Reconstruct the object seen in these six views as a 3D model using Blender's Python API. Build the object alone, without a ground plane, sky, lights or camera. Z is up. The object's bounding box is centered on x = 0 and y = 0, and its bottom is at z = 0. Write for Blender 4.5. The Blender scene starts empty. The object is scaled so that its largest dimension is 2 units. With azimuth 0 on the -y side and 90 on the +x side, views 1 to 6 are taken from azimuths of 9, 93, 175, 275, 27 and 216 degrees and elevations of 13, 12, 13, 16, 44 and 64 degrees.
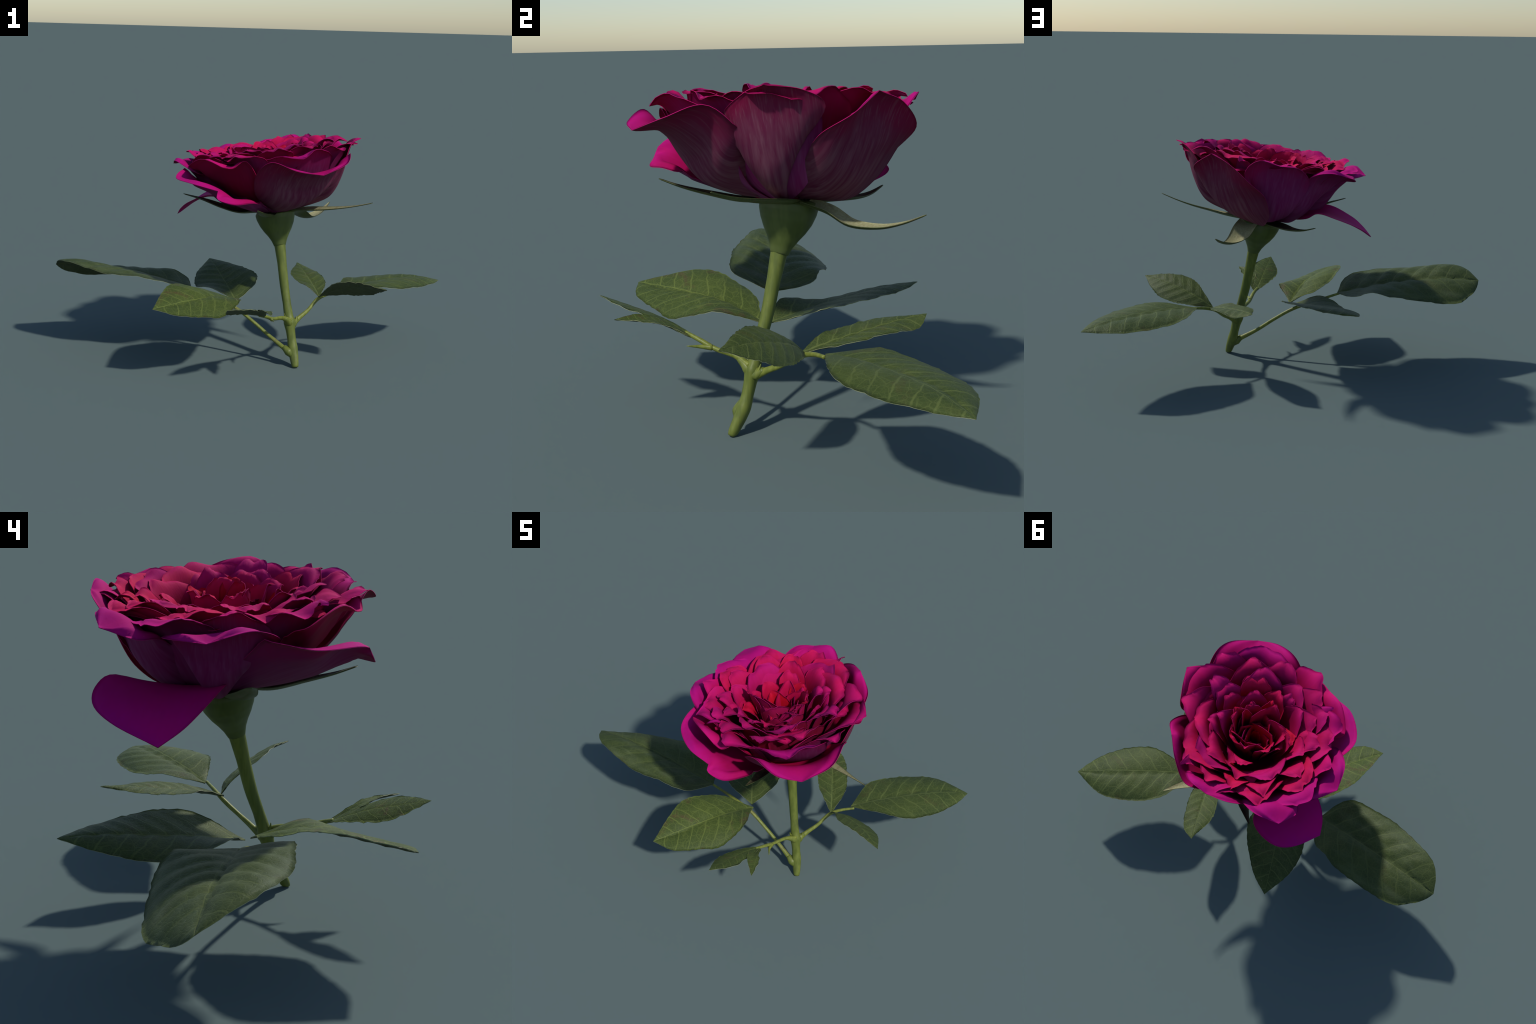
# A full garden rose: leaning stem, three compound leaves, five sepals, a cupped many-petalled bloom.
import bpy, math, random
import numpy as np
from mathutils import Matrix, Vector

rng = np.random.default_rng(7)

# ------------------------------------------------------------------ helpers
def spline(ctrl, n):
    """Catmull-Rom through the control points, n samples."""
    c = np.asarray(ctrl, float)
    k = len(c)
    p = np.vstack([2 * c[0] - c[1], c, 2 * c[-1] - c[-2]])
    t = np.linspace(0, k - 1 - 1e-9, n)
    i = t.astype(int)
    f = (t - i)[:, None]
    a, b, d, e = p[i], p[i + 1], p[i + 2], p[i + 3]
    return .5 * (2 * b + (d - a) * f + (2 * a - 5 * b + 4 * d - e) * f ** 2 + (3 * b - a - 3 * d + e) * f ** 3)

def even(ctrl, n):
    """Spline resampled at even arc length."""
    q = spline(ctrl, 400)
    s = np.r_[0, np.cumsum(np.linalg.norm(np.diff(q, axis=0), axis=1))]
    u = np.linspace(0, s[-1], n)
    return np.stack([np.interp(u, s, q[:, j]) for j in range(3)], 1)

def smooth_noise(x, seed, octaves=3):
    """Cheap 1D noise: a few seeded sines."""
    r = np.random.default_rng(seed)
    y = np.zeros_like(x)
    for o in range(octaves):
        f = (2.1 + 1.7 * r.random()) * (o + 1)
        y += np.sin(f * x + r.random() * 6.28) / (o + 1)
    return y / 1.6

def unit(v):
    v = np.asarray(v, float)
    return v / np.linalg.norm(v)

def make_object(name, verts, faces, mats, mat_index=None, parent=None, frame=None, smooth=True):
    """Mesh object; frame = (origin, x axis, rough normal, scale) gives it a local frame of its own."""
    verts = np.asarray(verts, float)
    mw = Matrix.Identity(4)
    if frame is not None:
        o, xa, na, sc = frame
        xa = unit(xa)
        ya = unit(np.cross(na, xa))
        za = np.cross(xa, ya)
        rot = np.stack([xa, ya, za], 1)
        verts = (verts - np.asarray(o)) @ rot / sc
        mw = Matrix([[*(rot[i] * sc), o[i]] for i in range(3)] + [[0, 0, 0, 1]])
    me = bpy.data.meshes.new(name)
    me.from_pydata([tuple(v) for v in verts], [], faces)
    for m in mats:
        me.materials.append(m)
    if mat_index is not None:
        me.polygons.foreach_set("material_index", mat_index)
    if smooth:
        me.polygons.foreach_set("use_smooth", [True] * len(me.polygons))
    me.update()
    ob = bpy.data.objects.new(name, me)
    bpy.context.scene.collection.objects.link(ob)
    ob.matrix_world = mw
    if parent is not None:
        ob.parent = parent
        ob.matrix_parent_inverse = Matrix.Identity(4)
    return ob

def grid_normals(g):
    du = np.gradient(g, axis=0)
    dv = np.gradient(g, axis=1)
    n = np.cross(du, dv)
    l = np.linalg.norm(n, axis=2, keepdims=True)
    n = n / np.maximum(l, 1e-12)
    ref = unit(n[g.shape[0] // 2, g.shape[1] // 2])
    bad = l[..., 0] < 1e-10
    n[bad] = ref
    # soften (helps at the pinched ends)
    for _ in range(2):
        n[1:-1] = (n[:-2] + 2 * n[1:-1] + n[2:])
        n /= np.maximum(np.linalg.norm(n, axis=2, keepdims=True), 1e-12)
    return n

def sheet(g, thick, flip=False):
    """Turn a grid of points into a thin closed blade: front sheet, back sheet, rim strip."""
    a, b = g.shape[:2]
    n = grid_normals(g)
    if flip:
        n = -n
    edge = np.ones((a, b))
    edge[:, 0] = edge[:, -1] = .45
    edge[-1, :] = .45
    front = g + n * thick * .5 * edge[..., None]
    back = g - n * thick * .5 * edge[..., None]
    v = np.vstack([front.reshape(-1, 3), back.reshape(-1, 3)])
    N = a * b
    faces, mi = [], []
    for i in range(a - 1):
        for j in range(b - 1):
            q = [i * b + j, (i + 1) * b + j, (i + 1) * b + j + 1, i * b + j + 1]
            if flip:
                q = q[::-1]
            faces.append(q); mi.append(0)
            faces.append([N + x for x in q[::-1]]); mi.append(1)
    ring = [i * b for i in range(a)] + [(a - 1) * b + j for j in range(1, b)] + \
           [i * b + b - 1 for i in range(a - 2, -1, -1)] + [j for j in range(b - 2, 0, -1)]
    m = len(ring)
    for k in range(m):
        x, y = ring[k], ring[(k + 1) % m]
        q = [x, N + x, N + y, y] if not flip else [y, N + y, N + x, x]
        faces.append(q[::-1]); mi.append(2)
    return v, faces, mi

def tube(points, radii, n=20, squash=None, lumps=0.0, seed=0, cap=True):
    """Closed tube along points with the radii given."""
    p = np.asarray(points, float)
    t = np.gradient(p, axis=0)
    t /= np.linalg.norm(t, axis=1, keepdims=True)
    up = np.array((0.31, .9, .1))
    verts = []
    r = np.random.default_rng(seed)
    ph = r.random(3) * 6.28
    for i in range(len(p)):
        x = unit(np.cross(up, t[i])); y = np.cross(t[i], x)
        for k in range(n):
            a = 2 * math.pi * k / n
            rr = radii[i] * (1 + lumps * (.5 * math.sin(2 * a + ph[0] + i * .02) + .5 * math.sin(3 * a + ph[1] - i * .03)))
            verts.append(p[i] + rr * (math.cos(a) * x + math.sin(a) * y))
    faces = []
    for i in range(len(p) - 1):
        for k in range(n):
            k2 = (k + 1) % n
            faces.append([i * n + k, i * n + k2, (i + 1) * n + k2, (i + 1) * n + k])
    if cap:
        verts.append(p[0]); verts.append(p[-1])
        for k in range(n):
            faces.append([len(verts) - 2, (k + 1) % n, k])
            faces.append([len(verts) - 1, (len(p) - 1) * n + k, (len(p) - 1) * n + (k + 1) % n])
    return verts, faces

# ------------------------------------------------------------------ materials
class Nodes:
    def __init__(self, name):
        self.mat = bpy.data.materials.new(name)
        self.mat.use_nodes = True
        self.t = self.mat.node_tree
        self.t.nodes.clear()
    def n(self, kind, **kw):
        nd = self.t.nodes.new(kind)
        for k, v in kw.items():
            setattr(nd, k, v)
        return nd
    def put(self, sock, v):
        if hasattr(v, "is_linked") or hasattr(v, "links"):
            self.t.links.new(v, sock)
        else:
            sock.default_value = v
    def math(self, op, a, b=0.0, c=0.0):
        nd = self.n("ShaderNodeMath", operation=op)
        self.put(nd.inputs[0], a); self.put(nd.inputs[1], b)
        if op in ("MULTIPLY_ADD", "SMOOTH_MIN", "SMOOTH_MAX"):
            self.put(nd.inputs[2], c)
        return nd.outputs[0]
    def step(self, x, lo, hi):
        nd = self.n("ShaderNodeMapRange", interpolation_type='SMOOTHSTEP')
        self.put(nd.inputs[0], x)
        nd.inputs[1].default_value = lo; nd.inputs[2].default_value = hi
        nd.inputs[3].default_value = 0; nd.inputs[4].default_value = 1
        return nd.outputs[0]
    def mix(self, f, a, b):
        nd = self.n("ShaderNodeMix", data_type='RGBA')
        self.put(nd.inputs[0], f)
        for s, v in ((nd.inputs[6], a), (nd.inputs[7], b)):
            if isinstance(v, tuple):
                s.default_value = (*v, 1) if len(v) == 3 else v
            else:
                self.t.links.new(v, s)
        return nd.outputs[2]
    def object_coord(self):
        return self.n("ShaderNodeTexCoord").outputs["Object"]
    def mapped(self, vec, scale=(1, 1, 1), loc=(0, 0, 0)):
        m = self.n("ShaderNodeMapping")
        self.put(m.inputs[0], vec)
        m.inputs["Scale"].default_value = scale
        m.inputs["Location"].default_value = loc
        return m.outputs[0]
    def noise(self, vec, scale, detail=4, rough=.55, distort=0):
        nd = self.n("ShaderNodeTexNoise")
        self.put(nd.inputs["Vector"], vec)
        nd.inputs["Scale"].default_value = scale
        nd.inputs["Detail"].default_value = detail
        nd.inputs["Roughness"].default_value = rough
        nd.inputs["Distortion"].default_value = distort
        return nd.outputs["Fac"]
    def finish(self, color, rough, spec=.25, bump=None, bump_strength=.3, bump_dist=.004, translucent=0.0, trans_color=None, sheen=0.0):
        b = self.n("ShaderNodeBsdfPrincipled")
        self.put(b.inputs["Base Color"], color)
        self.put(b.inputs["Roughness"], rough)
        b.inputs["Specular IOR Level"].default_value = spec
        if sheen:
            b.inputs["Sheen Weight"].default_value = sheen
            b.inputs["Sheen Roughness"].default_value = .4
            b.inputs["Sheen Tint"].default_value = (.8, .25, .5, 1)
        if bump is not None:
            bn = self.n("ShaderNodeBump")
            bn.inputs["Strength"].default_value = bump_strength
            bn.inputs["Distance"].default_value = bump_dist
            self.put(bn.inputs["Height"], bump)
            self.t.links.new(bn.outputs[0], b.inputs["Normal"])
        out = self.n("ShaderNodeOutputMaterial")
        sh = b.outputs[0]
        if translucent:
            tr = self.n("ShaderNodeBsdfTranslucent")
            self.put(tr.inputs[0], trans_color if trans_color is not None else color)
            mx = self.n("ShaderNodeMixShader")
            mx.inputs[0].default_value = translucent
            self.t.links.new(sh, mx.inputs[1]); self.t.links.new(tr.outputs[0], mx.inputs[2])
            sh = mx.outputs[0]
        self.t.links.new(sh, out.inputs[0])
        return self.mat

def leaf_material(name, base, light, dark, vein, blotch=0.0, vein_amount=.8, dusty=0.0):
    N = Nodes(name)
    co = N.object_coord()
    xyz = N.n("ShaderNodeSeparateXYZ"); N.put(xyz.inputs[0], co)
    wob = N.noise(co, 7, 3)
    wob = N.math('MULTIPLY_ADD', wob, .07, -.035)
    x = N.math('ADD', xyz.outputs[0], wob)
    y = xyz.outputs[1]
    v = N.math('ABSOLUTE', y)
    side = N.math('MULTIPLY', N.math('GREATER_THAN', y, 0.0), .055)
    c = N.math('SUBTRACT', x, N.math('MULTIPLY', v, .55))
    c = N.math('SUBTRACT', c, N.math('MULTIPLY', N.math('MULTIPLY', v, v), .9))
    c = N.math('ADD', c, side)
    saw = N.math('FRACT', N.math('MULTIPLY', c, 8.0))
    lat = N.math('ABSOLUTE', N.math('SUBTRACT', saw, .5))
    lateral = N.math('SUBTRACT', 1.0, N.step(lat, .02, .075))
    fade = N.math('SUBTRACT', 1.0, N.step(v, .12, .27))
    lateral = N.math('MULTIPLY', lateral, N.math('MULTIPLY_ADD', fade, .75, .25))
    wide = N.math('MULTIPLY_ADD', xyz.outputs[0], -.008, .010)
    mid = N.math('SUBTRACT', 1.0, N.step(N.math('DIVIDE', v, wide), .3, 1.0))
    vo = N.n("ShaderNodeTexVoronoi", feature='DISTANCE_TO_EDGE')
    N.put(vo.inputs["Vector"], N.mapped(co, (1, 1, .2)))
    vo.inputs["Scale"].default_value = 17
    net = N.math('SUBTRACT', 1.0, N.step(vo.outputs["Distance"], .01, .06))
    net = N.math('MULTIPLY', net, N.noise(co, 5, 2))
    vo2 = N.n("ShaderNodeTexVoronoi", feature='DISTANCE_TO_EDGE')
    N.put(vo2.inputs["Vector"], N.mapped(co, (1, 1, .2)))
    vo2.inputs["Scale"].default_value = 55
    fine = N.math('SUBTRACT', 1.0, N.step(vo2.outputs["Distance"], .02, .14))
    veins = N.math('MAXIMUM', mid, N.math('MULTIPLY', lateral, .75))
    veins = N.math('MAXIMUM', veins, N.math('MULTIPLY', net, .7))
    tone = N.noise(co, 3.2, 4)
    col = N.mix(N.step(tone, .35, .7), dark, base)
    col = N.mix(N.math('MULTIPLY', N.step(N.noise(N.mapped(co, loc=(3, 1, 2)), 9, 3), .45, .75), .5), col, light)
    col = N.mix(N.math('MULTIPLY', fine, .18), col, vein)
    if blotch:
        bl = N.step(N.noise(N.mapped(co, (1, 1, 1), (1.3, .4, 0)), 4.5, 5, .6, .6), .56, .72)
        col = N.mix(N.math('MULTIPLY', bl, blotch), col, (.085, .042, .026))
    if dusty:
        du = N.step(N.noise(N.mapped(co, (.6, 2.5, 1), (5, 2, 1)), 6, 5), .45, .75)
        col = N.mix(N.math('MULTIPLY', du, dusty), col, (.13, .16, .085))
    col = N.mix(N.math('MULTIPLY', veins, vein_amount), col, vein)
    # a few pale specks
    sp = N.n("ShaderNodeTexVoronoi"); N.put(sp.inputs["Vector"], co); sp.inputs["Scale"].default_value = 8
    speck = N.math('SUBTRACT', 1.0, N.step(sp.outputs["Distance"], .02, .05))
    col = N.mix(N.math('MULTIPLY', speck, .35), col, (.3, .32, .25))
    h = N.math('ADD', N.math('MULTIPLY', veins, -.6), N.math('MULTIPLY', fine, -.25))
    return N.finish(col, .58, .18, h, .25, .005)

def petal_front(name, base, rim, edge, fleck):
    """Velvety inner face; colour runs from base to rim along the petal."""
    N = Nodes(name)
    co = N.object_coord()
    ln = N.n("ShaderNodeVectorMath", operation='LENGTH'); N.put(ln.inputs[0], co)
    d = ln.outputs["Value"]
    wob = N.noise(co, 3.0, 3)
    d = N.math('ADD', d, N.math('MULTIPLY_ADD', wob, .5, -.25))
    streak = N.noise(N.mapped(co, (1.2, 16, 16)), 2.2, 4)
    d2 = N.math('ADD', d, N.math('MULTIPLY_ADD', streak, .2, -.1))
    col = N.mix(N.step(d2, .50, 1.05), base, rim)
    col = N.mix(N.math('MULTIPLY', N.step(d2, .92, 1.15), .5), col, edge)
    info = N.n("ShaderNodeObjectInfo")
    hs = N.n("ShaderNodeHueSaturation")
    N.put(hs.inputs["Hue"], N.math('MULTIPLY_ADD', info.outputs["Random"], .03, .487))
    N.put(hs.inputs["Value"], N.math('MULTIPLY_ADD', info.outputs["Random"], .25, .88))
    N.put(hs.inputs["Color"], col)
    col = hs.outputs[0]
    pat = N.step(N.noise(N.mapped(co, loc=(2, 5, 1)), 2.6, 4), .5, .75)
    col = N.mix(N.math('MULTIPLY', pat, .35), col, fleck)
    sp = N.n("ShaderNodeTexVoronoi"); N.put(sp.inputs["Vector"], co); sp.inputs["Scale"].default_value = 4
    speck = N.math('SUBTRACT', 1.0, N.step(sp.outputs["Distance"], .015, .04))
    col = N.mix(N.math('MULTIPLY', speck, .3), col, (.5, .25, .4))
    fine = N.noise(N.mapped(co, (2, 30, 30)), 3, 3)
    return N.finish(col, .75, .08, fine, .12, .003, translucent=.06, trans_color=(.42, .004, .14, 1))

def petal_back(name, dark, red, bloom):
    """Outer face: dull plum with a greyish bloom and fine lengthwise veins, redder toward the rim."""
    N = Nodes(name)
    co = N.object_coord()
    xyz = N.n("ShaderNodeSeparateXYZ"); N.put(xyz.inputs[0], co)
    ln = N.n("ShaderNodeVectorMath", operation='LENGTH'); N.put(ln.inputs[0], co)
    d = N.math('ADD', ln.outputs["Value"], N.math('MULTIPLY_ADD', N.noise(co, 3, 3), .5, -.25))
    streak = N.noise(N.mapped(co, (.7, 16, 5)), 2.0, 4, .55, .3)
    fil = N.noise(N.mapped(co, (1.2, 42, 8), (3, 1, 2)), 2.0, 3, .6, .5)
    col = N.mix(N.step(d, .62, 1.05), dark, red)
    body = N.math('SUBTRACT', 1.0, N.step(d, .45, .95))
    side = N.math('SUBTRACT', 1.0, N.step(N.math('ABSOLUTE', xyz.outputs[1]), .22, .55))
    bl = N.math('MULTIPLY', N.math('MULTIPLY', body, side), N.step(streak, .22, .80))
    col = N.mix(N.math('MULTIPLY', bl, .8), col, bloom)
    col = N.mix(N.math('MULTIPLY', N.math('MULTIPLY', N.step(fil, .5, .7), side), .3), col, bloom)
    info = N.n("ShaderNodeObjectInfo")
    hs = N.n("ShaderNodeHueSaturation")
    N.put(hs.inputs["Value"], N.math('MULTIPLY_ADD', info.outputs["Random"], .3, .85))
    N.put(hs.inputs["Color"], col)
    return N.finish(hs.outputs[0], .7, .10, streak, .12, .004, translucent=.12, trans_color=(.40, .004, .08, 1))

def stem_material(name, a, b, c, streaks=14, spec=.35):
    N = Nodes(name)
    co = N.object_coord()
    st = N.noise(N.mapped(co, (streaks, streaks, 1.5)), 4, 4)
    pt = N.noise(co, 9, 4)
    col = N.mix(N.step(st, .35, .68), a, b)
    col = N.mix(N.math('MULTIPLY', N.step(pt, .52, .72), .75), col, c)
    dots = N.n("ShaderNodeTexVoronoi"); N.put(dots.inputs["Vector"], co); dots.inputs["Scale"].default_value = 38
    dk = N.math('SUBTRACT', 1.0, N.step(dots.outputs["Distance"], .05, .16))
    col = N.mix(N.math('MULTIPLY', dk, .25), col, (.10, .075, .03))
    return N.finish(col, .45, spec, st, .2, .004)

MAT_LEAF = leaf_material("leaf_upper", (.054, .077, .019), (.074, .100, .027), (.040, .061, .017), (.115, .145, .042), .30)
MAT_LEAF_B = leaf_material("leaf_upper_blotched", (.056, .082, .018), (.078, .106, .024), (.043, .066, .016), (.135, .172, .040), .8)
MAT_LEAF_D = leaf_material("leaf_upper_dusty", (.050, .071, .020), (.071, .093, .029), (.038, .057, .018), (.102, .128, .040), .22, .6, .35)
MAT_LEAF_BACK = leaf_material("leaf_underside", (.062, .076, .032), (.083, .095, .045), (.048, .060, .025), (.108, .125, .06), 0, .5)
MAT_LEAF_EDGE = stem_material("leaf_margin", (.22, .25, .11), (.30, .32, .18), (.12, .15, .05))
MAT_STEM = stem_material("stem_skin", (.098, .128, .022), (.150, .180, .034), (.070, .085, .026))
MAT_STALK = stem_material("stalk_skin", (.135, .165, .026), (.20, .228, .04), (.14, .11, .055))
MAT_HIP = stem_material("hip_skin", (.074, .100, .025), (.100, .130, .034), (.105, .122, .055), 7, .3)
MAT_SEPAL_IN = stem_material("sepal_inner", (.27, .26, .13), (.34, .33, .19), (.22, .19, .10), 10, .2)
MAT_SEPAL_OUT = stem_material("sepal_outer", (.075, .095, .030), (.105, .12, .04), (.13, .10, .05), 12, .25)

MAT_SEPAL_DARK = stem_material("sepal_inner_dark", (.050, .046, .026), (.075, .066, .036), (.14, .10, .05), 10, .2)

FRONT_OUTER = petal_front("petal_face_outer", (.38, .003, .062), (.49, .005, .170), (.46, .010, .25), (.50, .004, .11))
FRONT_MID = petal_front("petal_face_middle", (.33, .003, .025), (.50, .006, .112), (.52, .012, .20), (.50, .004, .062))
FRONT_HEART = petal_front("petal_face_heart", (.30, .002, .018), (.48, .004, .060), (.52, .010, .14), (.48, .004, .04))
FRONT_DROP = petal_front("petal_face_fallen", (.44, .002, .13), (.50, .003, .20), (.44, .004, .28), (.50, .003, .15))
BACK_OUTER = petal_back("petal_back_purple", (.21, .009, .100), (.32, .005, .085), (.29, .065, .205))
BACK_DUSKY = petal_back("petal_back_dusky", (.125, .011, .050), (.21, .006, .045), (.25, .105, .145))
BACK_INNER = petal_back("petal_back_inner", (.25, .004, .030), (.40, .006, .10), (.27, .015, .08))
RIM_PETAL = petal_front("petal_rim", (.36, .006, .09), (.50, .010, .16), (.46, .02, .22), (.5, .01, .1))

# ------------------------------------------------------------------ the rose
rose = bpy.data.objects.new("rose_plant", None)
bpy.context.scene.collection.objects.link(rose)
rose["label"] = "cut magenta garden rose with open many-petalled bloom and leaves"
rose["category"] = "rose flower"
rose.location = (0.304, -0.122, 0.0)
bpy.context.view_layer.update()
ROOT_INV = rose.matrix_world.inverted()

def adopt(ob, parent):
    ob.parent = parent
    ob.matrix_parent_inverse = parent.matrix_world.inverted()

# --- stem
STEM = [(.304, -.122, .0), (.281, -.080, .092), (.260, -.054, .194), (.240, -.030, .289), (.218, -.002, .388),
        (.199, .021, .499), (.181, .042, .597), (.168, .060, .660)]
sp = even(STEM, 90)
rad = np.interp(sp[:, 2], [0, .012, .05, .09, .13, .17, .21, .245, .30, .40, .50, .58, .66],
                [.014, .018, .022, .0245, .021, .0225, .029, .0225, .0205, .0225, .0235, .028, .036])
v, f = tube(sp, rad, 22, lumps=.07, seed=3)
v = np.array(v); v[:, 2] = np.maximum(v[:, 2], 0)
stem = make_object("stem", v, f, [MAT_STEM])
adopt(stem, rose)

# --- hip (swollen receptacle under the bloom)
HIP = [(.183, .040, .585), (.172, .053, .640), (.160, .065, .695), (.150, .073, .742), (.147, .075, .762)]
hp = even(HIP, 40)
hr = np.interp(hp[:, 2], [.585, .61, .635, .66, .69, .72, .742, .755, .762], [.030, .039, .053, .070, .086, .096, .099, .090, .05])
v, f = tube(hp, hr, 36, lumps=.045, seed=5)
hip = make_object("rose_hip", v, f, [MAT_HIP])
adopt(hip, rose)

# --- collars where the leaf stalks join the stem, with small stipule points
def collar(name, pts, radii, seed):
    v, f = tube(even(pts, 16), np.interp(np.linspace(0, 1, 16), np.linspace(0, 1, len(radii)), radii), 14, lumps=.1, seed=seed)
    ob = make_object(name, v, f, [MAT_STEM])
    adopt(ob, stem)
collar("stem_node", [(.288, -.098, .045), (.262, -.096, .072), (.236, -.088, .092)], [.012, .024, .014], 1)
collar("stem_node", [(.262, -.060, .165), (.268, -.043, .197), (.290, -.010, .222)], [.010, .022, .010], 2)
collar("stem_node", [(.262, -.060, .170), (.255, -.066, .215), (.236, -.098, .244)], [.010, .021, .010], 4)
def spike(name, pts, r, parent, mat):
    p = even(pts, 10)
    v, f = tube(p, np.linspace(r, .0012, 10), 8)
    ob = make_object(name, v, f, [mat]); adopt(ob, parent)
spike("stipule", [(.245, -.062, .225), (.236, -.068, .243), (.233, -.070, .262)], .009, stem, MAT_STALK)
spike("stipule", [(.285, -.030, .212), (.288, -.026, .226), (.286, -.022, .240)], .008, stem, MAT_STALK)

# --- compound leaves
def blade(name, L, M, R, parent, mats, thick=.005, rows=44, cols=25, quilt=.004, teeth=.003, seed=0, flip=False, camber=0.0):
    l, m, r = even(L, rows), even(M, rows), even(R, rows)
    base, tip = m[0].copy(), m[-1].copy()
    w = np.linspace(0, 1, rows)
    for e in (l, r):                                # close both margins on the rib's ends
        e += (base - e[0]) * np.clip(1 - w / .10, 0, 1)[:, None]
        e += (tip - e[-1]) * np.clip((w - .92) / .08, 0, 1)[:, None]
    s = np.linspace(-1, 1, cols)
    span = np.linalg.norm(tip - base)
    g = m[:, None] + s[None, :, None] * ((r - l) / 2)[:, None] + (s ** 2)[None, :, None] * ((r + l) / 2 - m)[:, None]
    n = grid_normals(g)
    flip = bool(n[rows // 2, cols // 2, 2] < 0)        # upper face is the one that looks up
    if flip:
        n = -n
    width = np.linalg.norm(r - l, axis=1) / 2
    vv = np.abs(s)[None, :] * width[:, None] / span
    c = w[:, None] - .55 * vv - .9 * vv ** 2 + .055 * (s[None, :] > 0)
    puff = np.abs(np.cos(math.pi * c * 8.0)) ** .8 - .6       # raised between the side veins
    env = np.sin(math.pi * np.clip(w, 0, 1))[:, None] ** .6 * (1 - np.abs(s)[None, :] ** 6)
    rib = -np.exp(-(s / .07) ** 2)[None, :] * .6
    halves = camber * (4 * np.abs(s) * (1 - np.abs(s)))[None, :] * np.sin(math.pi * w)[:, None] ** .7   # each half arches up
    g = g + n * ((quilt * puff + quilt * rib) * env + halves)[..., None]
    tooth = smooth_noise(w * 46, seed, 2) * teeth
    tooth2 = smooth_noise(w * 46, seed + 9, 2) * teeth
    out = unit((r - l)[rows // 2])
    fade = np.sin(math.pi * w) ** .5
    g[:, -1] += out * (tooth * fade)[:, None] + n[:, -1] * (smooth_noise(w * 14, seed + 3) * teeth * fade)[:, None]
    g[:, 0] -= out * (tooth2 * fade)[:, None] + n[:, 0] * (smooth_noise(w * 13, seed + 4) * teeth * fade)[:, None]
    vv, ff, mi = sheet(g, thick, flip)
    nz = n[rows // 2, cols // 2]
    ob = make_object(name, vv, ff, mats, mi, frame=(base, tip - base, nz, span))
    adopt(ob, parent)
    return ob

def stalk(name, pts, radii, seed):
    p = even(pts, 40)
    r = np.interp(np.linspace(0, 1, 40), np.linspace(0, 1, len(radii)), radii)
    v, f = tube(p, r, 12, lumps=.12, seed=seed)
    ob = make_object(name, v, f, [MAT_STALK])
    adopt(ob, rose)
    return ob

LM = [MAT_LEAF, MAT_LEAF_BACK, MAT_LEAF_EDGE]
LMB = [MAT_LEAF_B, MAT_LEAF_BACK, MAT_LEAF_EDGE]
LMD = [MAT_LEAF_D, MAT_LEAF_BACK, MAT_LEAF_EDGE]

# leaf toward -x
st = stalk("leaf_stalk", [(.255, -.096, .076), (.154, -.062, .139), (.067, -.043, .201), (-.03, -.024, .261), (-.157, -.014, .308), (-.285, -.010, .350)],
           [.013, .0095, .009, .009, .0075, .006], 1)
blade("leaflet", [(-.257, -.006, .343), (-.319, .132, .363), (-.408, .167, .392), (-.526, .194, .373), (-.821, .176, .331), (-.93, .108, .352), (-.982, .055, .380), (-1.0, .024, .405)],
      [(-.259, -.013, .346), (-.403, -.006, .377), (-.533, -.004, .402), (-.670, .003, .418), (-.827, .011, .428), (-.999, .020, .414)],
      [(-.250, -.012, .350), (-.343, -.167, .404), (-.508, -.185, .432), (-.665, -.183, .436), (-.875, -.122, .468), (-.955, -.060, .455), (-1.0, .022, .415)],
      st, LMD, seed=11, quilt=.0085, camber=.014)
blade("leaflet", [(-.025, .002, .290), (-.169, .026, .343), (-.276, .165, .308), (-.313, .34, .333), (-.283, .534, .374)],
      [(-.028, -.005, .291), (-.103, .138, .327), (-.159, .259, .347), (-.222, .396, .370), (-.283, .534, .376)],
      [(-.020, .002, .288), (.047, .159, .353), (.011, .297, .374), (-.152, .462, .373), (-.283, .534, .375)],
      st, LM, seed=21, camber=.002)
blade("leaflet", [(-.02, -.04, .296), (.03, -.195, .346), (-.025, -.355, .307), (-.112, -.434, .321), (-.212, -.517, .345), (-.325, -.530, .375)],
      [(-.01, -.02, .291), (-.071, -.122, .334), (-.12, -.215, .362), (-.188, -.336, .367), (-.24, -.42, .365), (-.325, -.530, .370)],
      [(-.012, -.03, .300), (-.097, -.05, .329), (-.149, -.058, .345), (-.232, -.124, .379), (-.312, -.27, .422), (-.325, -.530, .374)],
      st, LMB, seed=31, flip=True, camber=.010)

# leaf toward +x
st = stalk("leaf_stalk", [(.262, -.046, .190), (.301, .005, .226), (.338, .051, .254), (.377, .112, .297), (.428, .150, .318), (.491, .185, .329)],
           [.016, .011, .0085, .009, .0075, .006], 2)
blade("leaflet", [(.471, .192, .33), (.491, .352, .357), (.538, .436, .342), (.636, .521, .332), (.802, .592, .33), (.998, .565, .327)],
      [(.469, .188, .33), (.565, .272, .349), (.664, .347, .357), (.766, .429, .359), (.87, .501, .354), (.998, .563, .329)],
      [(.474, .188, .327), (.655, .191, .363), (.772, .218, .354), (.886, .316, .345), (.96, .437, .338), (1.0, .557, .327)],
      st, LM, seed=41, flip=True, camber=.007)
blade("leaflet", [(.388, .112, .313), (.314, .172, .349), (.258, .236, .353), (.204, .359, .369), (.222, .516, .384)],
      [(.390, .110, .308), (.346, .233, .339), (.306, .32, .358), (.265, .412, .374), (.216, .519, .388)],
      [(.390, .118, .315), (.403, .266, .346), (.359, .386, .364), (.298, .484, .363), (.212, .520, .388)],
      st, LM, seed=51, flip=True, camber=.002)
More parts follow.
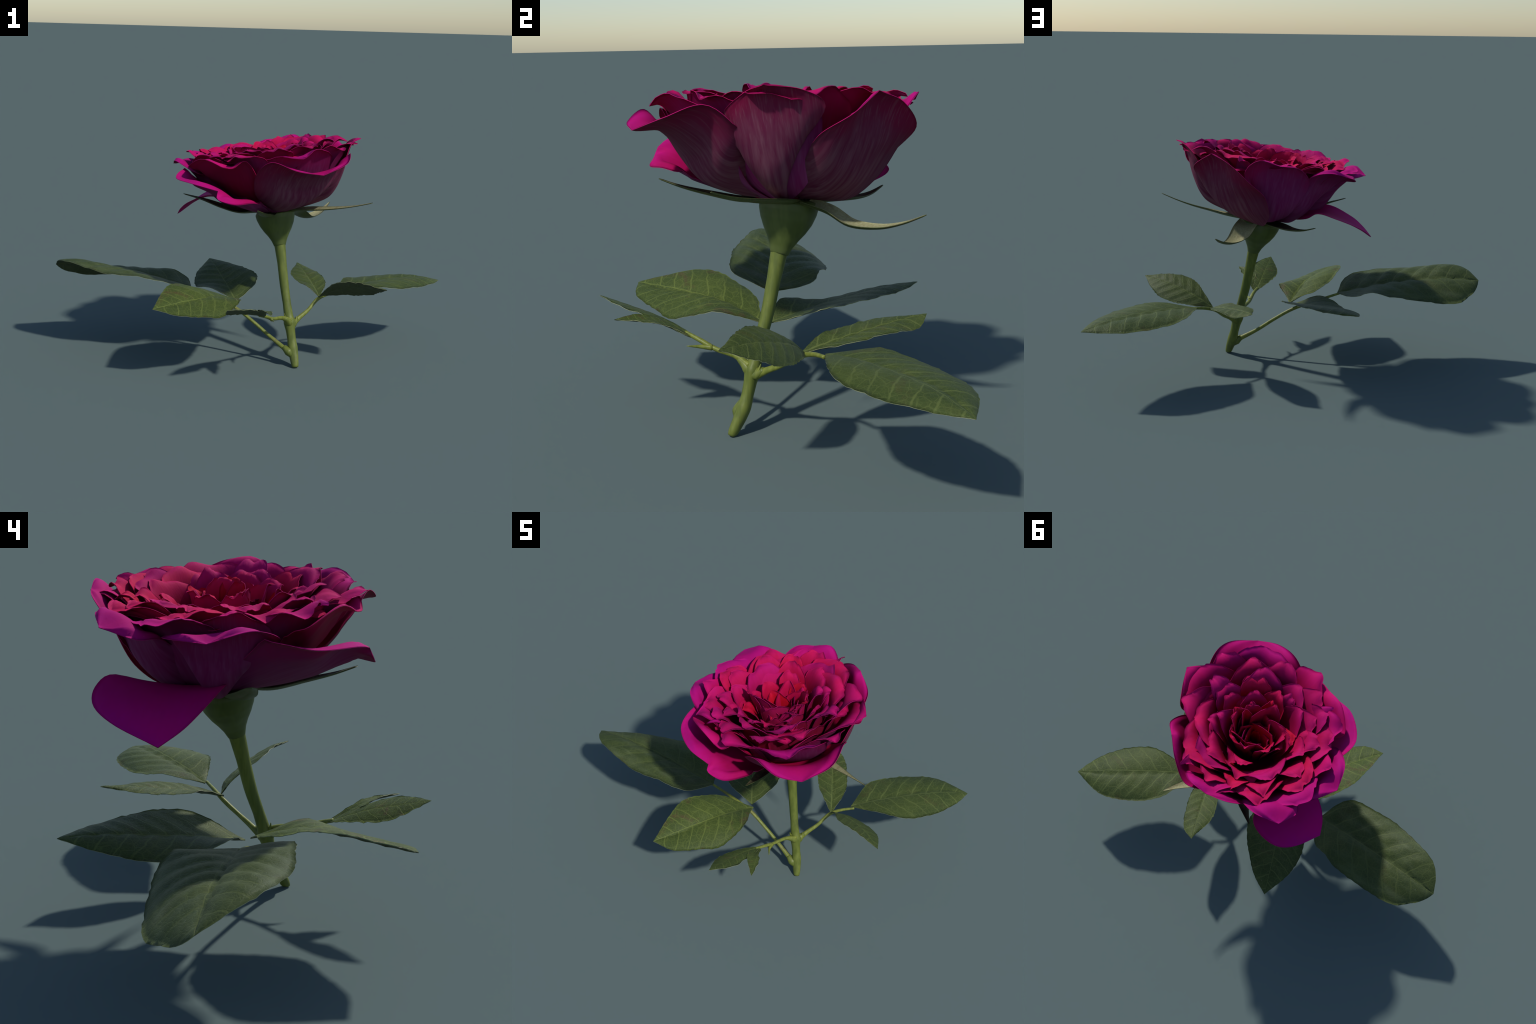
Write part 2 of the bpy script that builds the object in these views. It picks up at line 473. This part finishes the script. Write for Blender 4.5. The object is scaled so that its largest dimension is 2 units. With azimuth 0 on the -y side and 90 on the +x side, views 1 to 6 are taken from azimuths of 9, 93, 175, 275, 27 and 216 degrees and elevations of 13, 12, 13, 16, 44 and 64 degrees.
blade("leaflet", [(.391, .118, .315), (.498, .122, .326), (.633, .073, .347), (.699, -.001, .385), (.735, -.108, .428)],
      [(.39, .120, .314), (.456, .082, .359), (.537, .04, .390), (.63, -.022, .418), (.737, -.107, .427)],
      [(.391, .122, .312), (.425, .074, .365), (.486, -.017, .424), (.597, -.064, .444), (.737, -.106, .425)],
      st, LM, seed=61, flip=True, camber=.001)

# small young leaf toward -y
st = stalk("leaf_stalk", [(.262, -.060, .226), (.225, -.111, .250), (.190, -.178, .262), (.165, -.238, .288), (.139, -.285, .306)],
           [.013, .010, .009, .009, .007], 3)
blade("leaflet", [(.160, -.262, .295), (.154, -.396, .359), (.132, -.508, .396), (.045, -.595, .412)],
      [(.150, -.259, .293), (.104, -.388, .352), (.072, -.487, .381), (.041, -.597, .411)],
      [(.150, -.252, .297), (.069, -.351, .325), (.015, -.464, .351), (.040, -.598, .412)],
      st, LMB, thick=.004, seed=71, quilt=.002, rows=30, cols=17, flip=True)
blade("leaflet", [(.165, -.262, .291), (.184, -.337, .339), (.217, -.401, .363), (.232, -.512, .377)],
      [(.155, -.266, .292), (.173, -.376, .352), (.193, -.423, .365), (.230, -.508, .375)],
      [(.160, -.266, .290), (.143, -.382, .356), (.179, -.445, .380), (.230, -.510, .376)],
      st, LMB, thick=.004, seed=81, quilt=.0015, rows=26, cols=15, flip=False)
spike("stipule", [(.187, -.190, .266), (.190, -.228, .270), (.210, -.273, .278)], .011, st, MAT_STALK)

# --- sepals
def sepal(M, w, lateral, seed, gutter=.3, curl=0.0, taper=.75, face=None):
    rows, cols = 34, 11
    m = even(M, rows)
    t = np.linspace(0, 1, rows)
    half = w * np.clip(np.sin(math.pi * (t * .62 + .30)), 0, 1) * (1 - t) ** taper * 1.25 + .0018
    tan = np.gradient(m, axis=0); tan /= np.linalg.norm(tan, axis=1, keepdims=True)
    lat = np.asarray(lateral, float)[None] - tan * (tan @ np.asarray(lateral, float))[:, None]
    lat /= np.linalg.norm(lat, axis=1, keepdims=True)
    nor = np.cross(tan, lat)
    nor *= np.where(nor[:, 2:3] < 0, -1, 1) if nor[:, 2].mean() > 0 else -np.where(nor[:, 2:3] > 0, -1, 1)
    if nor[2, 2] < 0:
        nor = -nor
    s = np.linspace(-1, 1, cols)
    twist = curl * t
    lt = lat * np.cos(twist)[:, None] + nor * np.sin(twist)[:, None]
    nr = nor * np.cos(twist)[:, None] - lat * np.sin(twist)[:, None]
    g = m[:, None] + s[None, :, None] * (half[:, None] * lt)[:, None] + (gutter * s ** 2)[None, :, None] * (half[:, None] * nr)[:, None]
    flip = np.dot(grid_normals(g)[4, cols // 2], nr[4]) < 0
    v, f, mi = sheet(g, .0045, flip)
    ob = make_object("sepal", v, f, [face or MAT_SEPAL_IN, MAT_SEPAL_OUT, MAT_SEPAL_OUT], mi, frame=(m[0], m[-1] - m[0], (0, 0, 1), .3))
    adopt(ob, hip)
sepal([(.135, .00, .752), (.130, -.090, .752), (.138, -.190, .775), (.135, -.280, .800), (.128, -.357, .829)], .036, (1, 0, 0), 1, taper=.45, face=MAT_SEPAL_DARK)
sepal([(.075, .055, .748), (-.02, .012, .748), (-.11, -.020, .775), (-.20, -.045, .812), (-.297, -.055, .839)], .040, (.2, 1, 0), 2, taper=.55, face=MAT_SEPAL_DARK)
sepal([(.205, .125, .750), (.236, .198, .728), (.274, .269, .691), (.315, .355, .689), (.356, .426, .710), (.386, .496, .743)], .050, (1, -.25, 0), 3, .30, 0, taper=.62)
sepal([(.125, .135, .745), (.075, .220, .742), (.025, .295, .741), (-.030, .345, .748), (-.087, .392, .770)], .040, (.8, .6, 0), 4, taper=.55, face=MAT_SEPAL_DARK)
sepal([(.215, .080, .755), (.320, .048, .772), (.394, .005, .786), (.486, -.036, .806), (.564, -.078, .828), (.645, -.125, .856)], .032, (.4, .9, 0), 5, .4, .5, taper=1.2)

# ------------------------------------------------------------------ bloom
ORIGIN = np.array((.145, .075, .757))
AXIS = unit((-.13, .02, 1.0))
EX = unit(np.array((1, 0, 0.)) - AXIS * AXIS[0])
EY = np.cross(AXIS, EX)
DISH_R = [0, .08, .15, .25, .35, .42, .5]
DISH_H = [.185, .25, .302, .327, .342, .326, .295]
BOWL_H = [0, .02, .05, .09, .14, .20, .25]          # outer wall of the cup: height -> radius
BOWL_R = [.06, .17, .248, .293, .324, .353, .373]

def to_bloom(p):
    d = np.asarray(p, float) - ORIGIN
    x, y, h = d @ EX, d @ EY, d @ AXIS
    return math.atan2(y, x), math.hypot(x, y), h

def from_bloom(phi, r, h):
    return ORIGIN + r * (math.cos(phi) * EX + math.sin(phi) * EY) + h * AXIS

def tuck(pts, wide=0.0):
    """Keep the hidden lower part of a guard petal's margin on the cup wall."""
    out = []
    for i, p in enumerate(pts):
        phi, r, h = to_bloom(p)
        if 0 < i < len(pts) - 1 and .035 < h < .21:
            r = min(r, np.interp(h, BOWL_H, BOWL_R) + .006 + wide)
        out.append(from_bloom(phi, r, h))
    return out

def cup_spine(base, tip, wide=0.0):
    """Spine of a guard petal: up the cup wall, then a lip that rolls outward to the tip."""
    phi, rt, ht = to_bloom(tip)
    pts = [np.asarray(base)]
    for h, r in zip(BOWL_H[1:], BOWL_R[1:]):
        r += wide * min(1, h / .05)
        if h < ht * .86 and r < rt - .04:
            pts.append(from_bloom(phi, r, h))
    _, rl, hl = to_bloom(pts[-1])
    pts.append(from_bloom(phi, rl + (rt - rl) * .45, hl + (ht - hl) * .75 + .008))
    pts.append(np.asarray(tip))
    return pts

# guard petals: margins (left, right) and spine given by control points
def guard(L, R, M=None, mats=None, seed=0, thick=.0045, rows=40, cols=33, wave=.004, bulge=0.0, lip=0.0, wide=0.0):
    l, r = even(tuck(L, max(wide, .004)) if M is None else L, rows), even(tuck(R, max(wide, .004)) if M is None else R, rows)
    tip = (l[-1] + r[-1]) / 2
    base = (l[0] + r[0]) / 2
    t = np.linspace(0, 1, rows)
    m = even(M if M is not None else cup_spine(base, tip, wide), rows)
    m += (base - m[0]) * np.clip(1 - t / .15, 0, 1)[:, None]
    for e in (l, r, m):
        e += (tip - e[-1]) * np.clip((t - .85) / .15, 0, 1)[:, None]
    s = np.linspace(-1, 1, cols)
    g = m[:, None] + s[None, :, None] * ((r - l) / 2)[:, None] + (s ** 2)[None, :, None] * ((r + l) / 2 - m)[:, None]
    n = grid_normals(g)
    if np.dot(n[rows // 2, cols // 2], np.array((.11, .04, 1.3)) - g[rows // 2, cols // 2]) < 0:
        n = -n
        flip = True
    else:
        flip = False
    S, T = np.meshgrid(s, t)
    env = np.sin(math.pi * np.clip(T, 0, 1)) ** .8
    r0 = np.random.default_rng(seed)
    a = r0.random(4) * 6.28
    ripple = np.sin(5 * S + 3 * T + a[0]) * .5 + np.sin(9 * S - 2 * T + a[1]) * .35 + np.sin(4 * T + 2 * S + a[2]) * .4
    g = g + n * (wave * ripple * env * (.3 + .7 * np.abs(S) ** 1.5) - bulge * env * (1 - S ** 2))[..., None]
    e = np.maximum(np.abs(S) * np.clip((T - .30) / .25, 0, 1), T)
    roll = np.exp(-((e - .82) / .10) ** 2) * np.clip((T - .35) / .25, 0, 1)
    g = g + (lip * roll)[..., None] * AXIS
    v, f, mi = sheet(g, thick, flip)
    span = max(np.linalg.norm(tip - base), np.linalg.norm(l - base, axis=1).max(), np.linalg.norm(r - base, axis=1).max())
    ob = make_object("petal", v, f, mats or [FRONT_OUTER, BACK_OUTER, RIM_PETAL], mi,
                     frame=(base, tip - base, n[rows // 2, cols // 2], span))
    adopt(ob, hip)
    return ob

SECOND = [FRONT_OUTER, petal_back("petal_back_shadow_darkened", (.13, .003, .030), (.22, .005, .055), (.17, .012, .06)), RIM_PETAL]  # inner back colour darkened: front guard petal's shadow painted into this row
DUSKY = [FRONT_OUTER, BACK_DUSKY, RIM_PETAL]
GUARDS = [
 dict(L=[(.10, .11, .765), (-.05, .235, .785), (-.10, .375, .838), (-.175, .418, .818), (-.27, .407, .779), (-.335, .335, .737), (-.389, .20, .687)],
      R=[(.08, .07, .768), (-.06, .035, .80), (-.19, .035, .822), (-.30, .085, .775), (-.356, .135, .73), (-.389, .20, .687)],
      M=[(.09, .09, .768), (-.05, .13, .797), (-.175, .20, .804), (-.295, .25, .758), (-.389, .20, .687)],
      mats=[FRONT_DROP, FRONT_DROP, RIM_PETAL], seed=1, wave=.003),
 dict(L=[(.15, .04, .765), (.135, -.110, .805), (.097, -.24, .893), (.117, -.336, 1.0), (.194, -.384, 1.063), (.317, -.416, 1.03), (.43, -.381, 1.013)],
      R=[(.19, .04, .765), (.293, -.01, .838), (.388, -.035, .932), (.505, -.062, 1.02), (.530, -.150, 1.09), (.525, -.270, 1.055), (.43, -.381, 1.013)],
      mats=DUSKY, seed=2, lip=0.01, wide=0.040),
 dict(L=[(.09, .05, .765), (-.05, .035, .785), (-.14, .015, .840), (-.22, -.02, .905), (-.285, -.10, .965), (-.290, -.235, .945), (-.185, -.350, .938), (-.055, -.387, .915)],
      R=[(.14, .02, .765), (.150, -.12, .788), (.142, -.24, .830), (.105, -.343, .858), (.031, -.402, .857), (-.052, -.402, .878), (-.055, -.387, .915)],
      M=[(.11, .03, .766), (.05, -.065, .776), (-.02, -.17, .820), (-.053, -.28, .872), (-.055, -.343, .903), (-.055, -.387, .915)], seed=3, lip=0.022),
 dict(L=[(.09, .09, .765), (0, .12, .81), (-.10, .14, .885), (-.20, .18, .965), (-.296, .192, .976), (-.378, .06, .972)],
      R=[(.09, .06, .765), (-.02, .02, .825), (-.125, -.05, .91), (-.23, -.13, .965), (-.334, -.065, 1.002), (-.378, .06, .972)], seed=4, lip=0.022),
 dict(L=[(.12, .11, .765), (.045, .22, .80), (-.005, .33, .87), (-.045, .39, .995), (-.145, .415, 1.03), (-.26, .38, 1.0)],
      R=[(.09, .10, .765), (0, .13, .83), (-.10, .17, .90), (-.22, .21, .96), (-.29, .27, .97), (-.26, .38, 1.0)], seed=5, lip=0.022, wide=-0.044),
 dict(L=[(.17, .11, .765), (.20, .25, .83), (.21, .36, .93), (.25, .43, 1.035), (.19, .485, 1.10), (.09, .485, 1.073)],
      R=[(.12, .12, .765), (.045, .24, .795), (-.01, .335, .88), (-.055, .39, .98), (-.005, .455, 1.055), (.09, .485, 1.073)], seed=6, lip=0.014, wide=-0.048),
 dict(L=[(.20, .08, .765), (.30, .105, .84), (.397, .138, .93), (.485, .182, .998), (.478, .275, 1.055), (.40, .352, 1.117)],
      R=[(.15, .12, .765), (.15, .26, .755), (.13, .368, .822), (.16, .453, .921), (.232, .476, 1.0), (.322, .428, 1.08), (.40, .352, 1.117)],
      mats=DUSKY, seed=7, lip=0.006, wide=-0.008),
 dict(L=[(.21, .04, .765), (.325, -.003, .835), (.43, -.053, .933), (.50, -.105, 1.048), (.525, -.04, 1.12), (.567, .021, 1.145)],
      R=[(.21, .08, .765), (.328, .075, .85), (.413, .12, .953), (.470, .195, 1.075), (.515, .13, 1.127), (.567, .021, 1.145)], mats=DUSKY, seed=8, lip=0.008, wide=0.026),
 dict(L=[(.10, .05, .765), (-.03, -.02, .83), (-.13, -.10, .91), (-.205, -.16, .98), (-.236, -.208, 1.0), (-.15, -.30, 1.05), (-.04, -.350, 1.02)],
      R=[(.13, .03, .765), (.12, -.10, .81), (.11, -.21, .89), (.11, -.30, .98), (.065, -.352, 1.055), (.01, -.365, 1.02), (-.04, -.350, 1.02)],
      M=[(.11, .04, .768), (.07, -.06, .80), (.01, -.18, .88), (-.02, -.26, .97), (-.035, -.31, 1.02), (-.04, -.350, 1.02)], mats=SECOND, seed=9, lip=.016),
 dict(L=[(.15, .04, .765), (.14, -.08, .83), (.125, -.19, .93), (.13, -.285, 1.03), (.18, -.315, 1.052), (.285, -.27, 1.015)],
      R=[(.20, .04, .765), (.28, -.03, .85), (.34, -.07, .95), (.375, -.10, 1.05), (.35, -.19, 1.075), (.285, -.27, 1.015)],
      M=[(.17, .04, .768), (.21, -.06, .81), (.25, -.15, .89), (.275, -.205, .97), (.28, -.235, 1.015), (.285, -.27, 1.015)], mats=SECOND, seed=10, lip=.014),
]
for gd in GUARDS:
    guard(**gd)

# inner petals: (azimuth, rim radius, half width) around the bloom's axis, rows from outside to heart
ROSETTE = ORIGIN + np.array((.008, -.020, 0))

def inner_petal(phi, rt, w, seed, mats, lift=0.0, pointed=.5, reflex=1.0, rows=26, cols=21, upright=0.0, flat=.5, fold=0.0):
    r0 = np.random.default_rng(seed)
    ph = math.radians(phi)
    ht = np.interp(rt, DISH_R, DISH_H) + lift
    # spine as (radius, height); the lip turns outward
    k = upright
    steep = np.array([(.12, .0), (.42, .16), (.62, .42), (.76, .70), (.86, .90), (.935, 1.0), (1.0, .985)])
    flatt = np.array([(.12, .0), (.38, .20), (.52, .50), (.62, .78), (.72, .94), (.85, 1.0), (1.0, .96)])
    q = np.clip(flat + r0.normal(0, .18), 0, 1)
    prof = (steep * (1 - q) + flatt * q) * np.array((rt, ht))
    if k:
        prof[:, 0] = rt * (1 - k) * (prof[:, 0] / rt) + rt * k * np.array([.3, .7, .85, .93, .97, .99, 1.0])
    p3 = np.c_[prof, np.zeros(len(prof))]
    spn = even(p3, rows)[:, :2]
    t = np.linspace(0, 1, rows)
    s = np.linspace(-1, 1, cols)
    wid = w * (.20 + .80 * np.sin(math.pi / 2 * np.clip(t / .74, 0, 1)) ** 1.1)
    wid = wid * np.where(t > .74, np.sqrt(1 - .45 * ((t - .74) / .26) ** 2), 1)
    rc = max(.55 * rt, .07) * (1 + .4 * r0.random())
    pt = pointed * (.5 + r0.random())
    tmax = 1 - .10 * np.abs(s) ** 3 - .16 * pt * np.abs(s) ** 1.15 + .025 * np.exp(-(s / .09) ** 2)
    tmax = tmax + .018 * smooth_noise(s * 3.0, seed + 5)
    yaw = r0.normal(0, .12 + 1.3 * upright)
    skew = r0.normal(0, .06)
    a = r0.random(6) * 6.28
    g = np.zeros((rows, cols, 3))
    er = math.cos(ph) * EX + math.sin(ph) * EY
    et = -math.sin(ph) * EX + math.cos(ph) * EY
    for j, sj in enumerate(s):
        tt = t * tmax[j]
        rr = np.interp(tt, t, spn[:, 0]); hh = np.interp(tt, t, spn[:, 1])
        ww = np.interp(tt, t, wid) * sj
        ang = ww / rc
        lat = rc * np.sin(ang)
        inn = rc * (1 - np.cos(ang)) * (.75 if rt > .2 else .9)
        lipz = np.clip((tt - .80) / .20, 0, 1)
        wav = (.010 * math.sin(3.2 * sj + a[0]) + .006 * math.sin(6.5 * sj + a[1])) * lipz * (w / .1) ** .5
        side = reflex * .10 * w * lipz ** 1.5 * abs(sj) ** 2
        radial = rr - inn + yaw * lat - fold * np.abs(lat) + lipz ** 2 * .006 * math.sin(5 * sj + a[2]) + side * .8
        height = hh + wav - side + skew * lat * tt
        g[:, j] = ROSETTE + radial[:, None] * er + lat[:, None] * et + height[:, None] * AXIS
    n = grid_normals(g)
    inward = ORIGIN + AXIS * .7 - g[rows // 2, cols // 2]
    flip = np.dot(n[rows // 2, cols // 2], inward) < 0
    v, f, mi = sheet(g, .0035, flip)
    base = g[0, cols // 2]; tip = g[-1, cols // 2]
    ob = make_object("petal", v, f, mats, mi, frame=(base, tip - base, unit(inward), np.linalg.norm(tip - base)))
    adopt(ob, hip)

OUT = [FRONT_OUTER, BACK_OUTER, RIM_PETAL]
MID = [FRONT_MID, BACK_INNER, RIM_PETAL]
HEART = [FRONT_HEART, BACK_INNER, RIM_PETAL]
INNER = [(-31, .450, .120), (-60, .455, .184), (-49, .381, .141), (-61, .327, .103), (-54, .287, .075), (-77, .389, .084), (-102, .440, .122),
         (-100, .315, .097), (-112, .388, .082), (-126, .403, .066), (-153, .383, .120), (-99, .255, .045), (-119, .252, .104), (-131, .304, .101),
         (-171, .267, .082), (-158, .319, .066), (143, .278, .102), (167, .329, .067), (168, .378, .102), (159, .445, .132), (128, .394, .128),
         (132, .356, .096), (106, .281, .080), (106, .342, .062), (96, .404, .109), (86, .376, .089), (63, .269, .087), (69, .314, .120),
         (55, .372, .150), (16, .388, .149), (-7, .445, .160), (30, .305, .140), (-16, .283, .081), (-14, .224, .060), (-13, .339, .055),
         (-51, .206, .069), (-84, .238, .063), (-45, .149, .053), (-82, .175, .046), (27, .234, .058), (66, .410, .055), (-130, .359, .075),
         (93, .412, .118), (-179, .156, .066), (104, .210, .052),  (-126, .120, .049), (58, .135, .040),
         (188, .42, .12), (-140, .425, .12)]
for i, (phi, rt, w) in enumerate(INNER):
    mats = OUT if rt > .40 else (MID if rt > .2 else HEART)
    inner_petal(phi, rt, w * 1.08, 100 + i, mats, lift=rng.normal(0, .006), pointed=rng.random() * 1.1,
                flat=.36 + .12 * math.sin(math.radians(phi)))
inner_petal(6, .135, .074, 91, MID, lift=.040, pointed=.2, upright=.3, flat=.2)
inner_petal(-163, .175, .058, 92, HEART, lift=.035, pointed=.2, upright=.3, flat=.2)
inner_petal(20, .20, .07, 93, MID, lift=.03, pointed=.6, flat=.2)
# filler rows, so that the rosette has no gaps
for row, (count, rt, w) in enumerate([(6, .36, .12), (4, .28, .09), (3, .20, .07)]):
    for j in range(count):
        phi = 360 * (j + .37 * row) / count + rng.normal(0, 6)
        inner_petal(phi, rt * (1 + rng.normal(0, .03)), w * (1 + rng.normal(0, .12)), 300 + row * 20 + j, MID if rt > .2 else HEART,
                    lift=-.045 + rng.normal(0, .008), pointed=rng.random())
# heart: small upright folded petals around an open eye
for row, (count, rt, w, up, lift) in enumerate([(7, .140, .066, .20, .030), (6, .105, .058, .40, .030), (4, .070, .048, .55, .012), (2, .036, .034, .6, -.01)]):
    for j in range(count):
        phi = 360 * (j + .5 * row) / count + rng.normal(0, 12)
        inner_petal(phi, rt * (1 + rng.normal(0, .08)), w * (1 + rng.normal(0, .15)), 500 + row * 20 + j, HEART,
                    lift=lift + rng.normal(0, .012), pointed=rng.random(), upright=up, rows=20, cols=15, flat=.2, fold=rng.random() * .7)
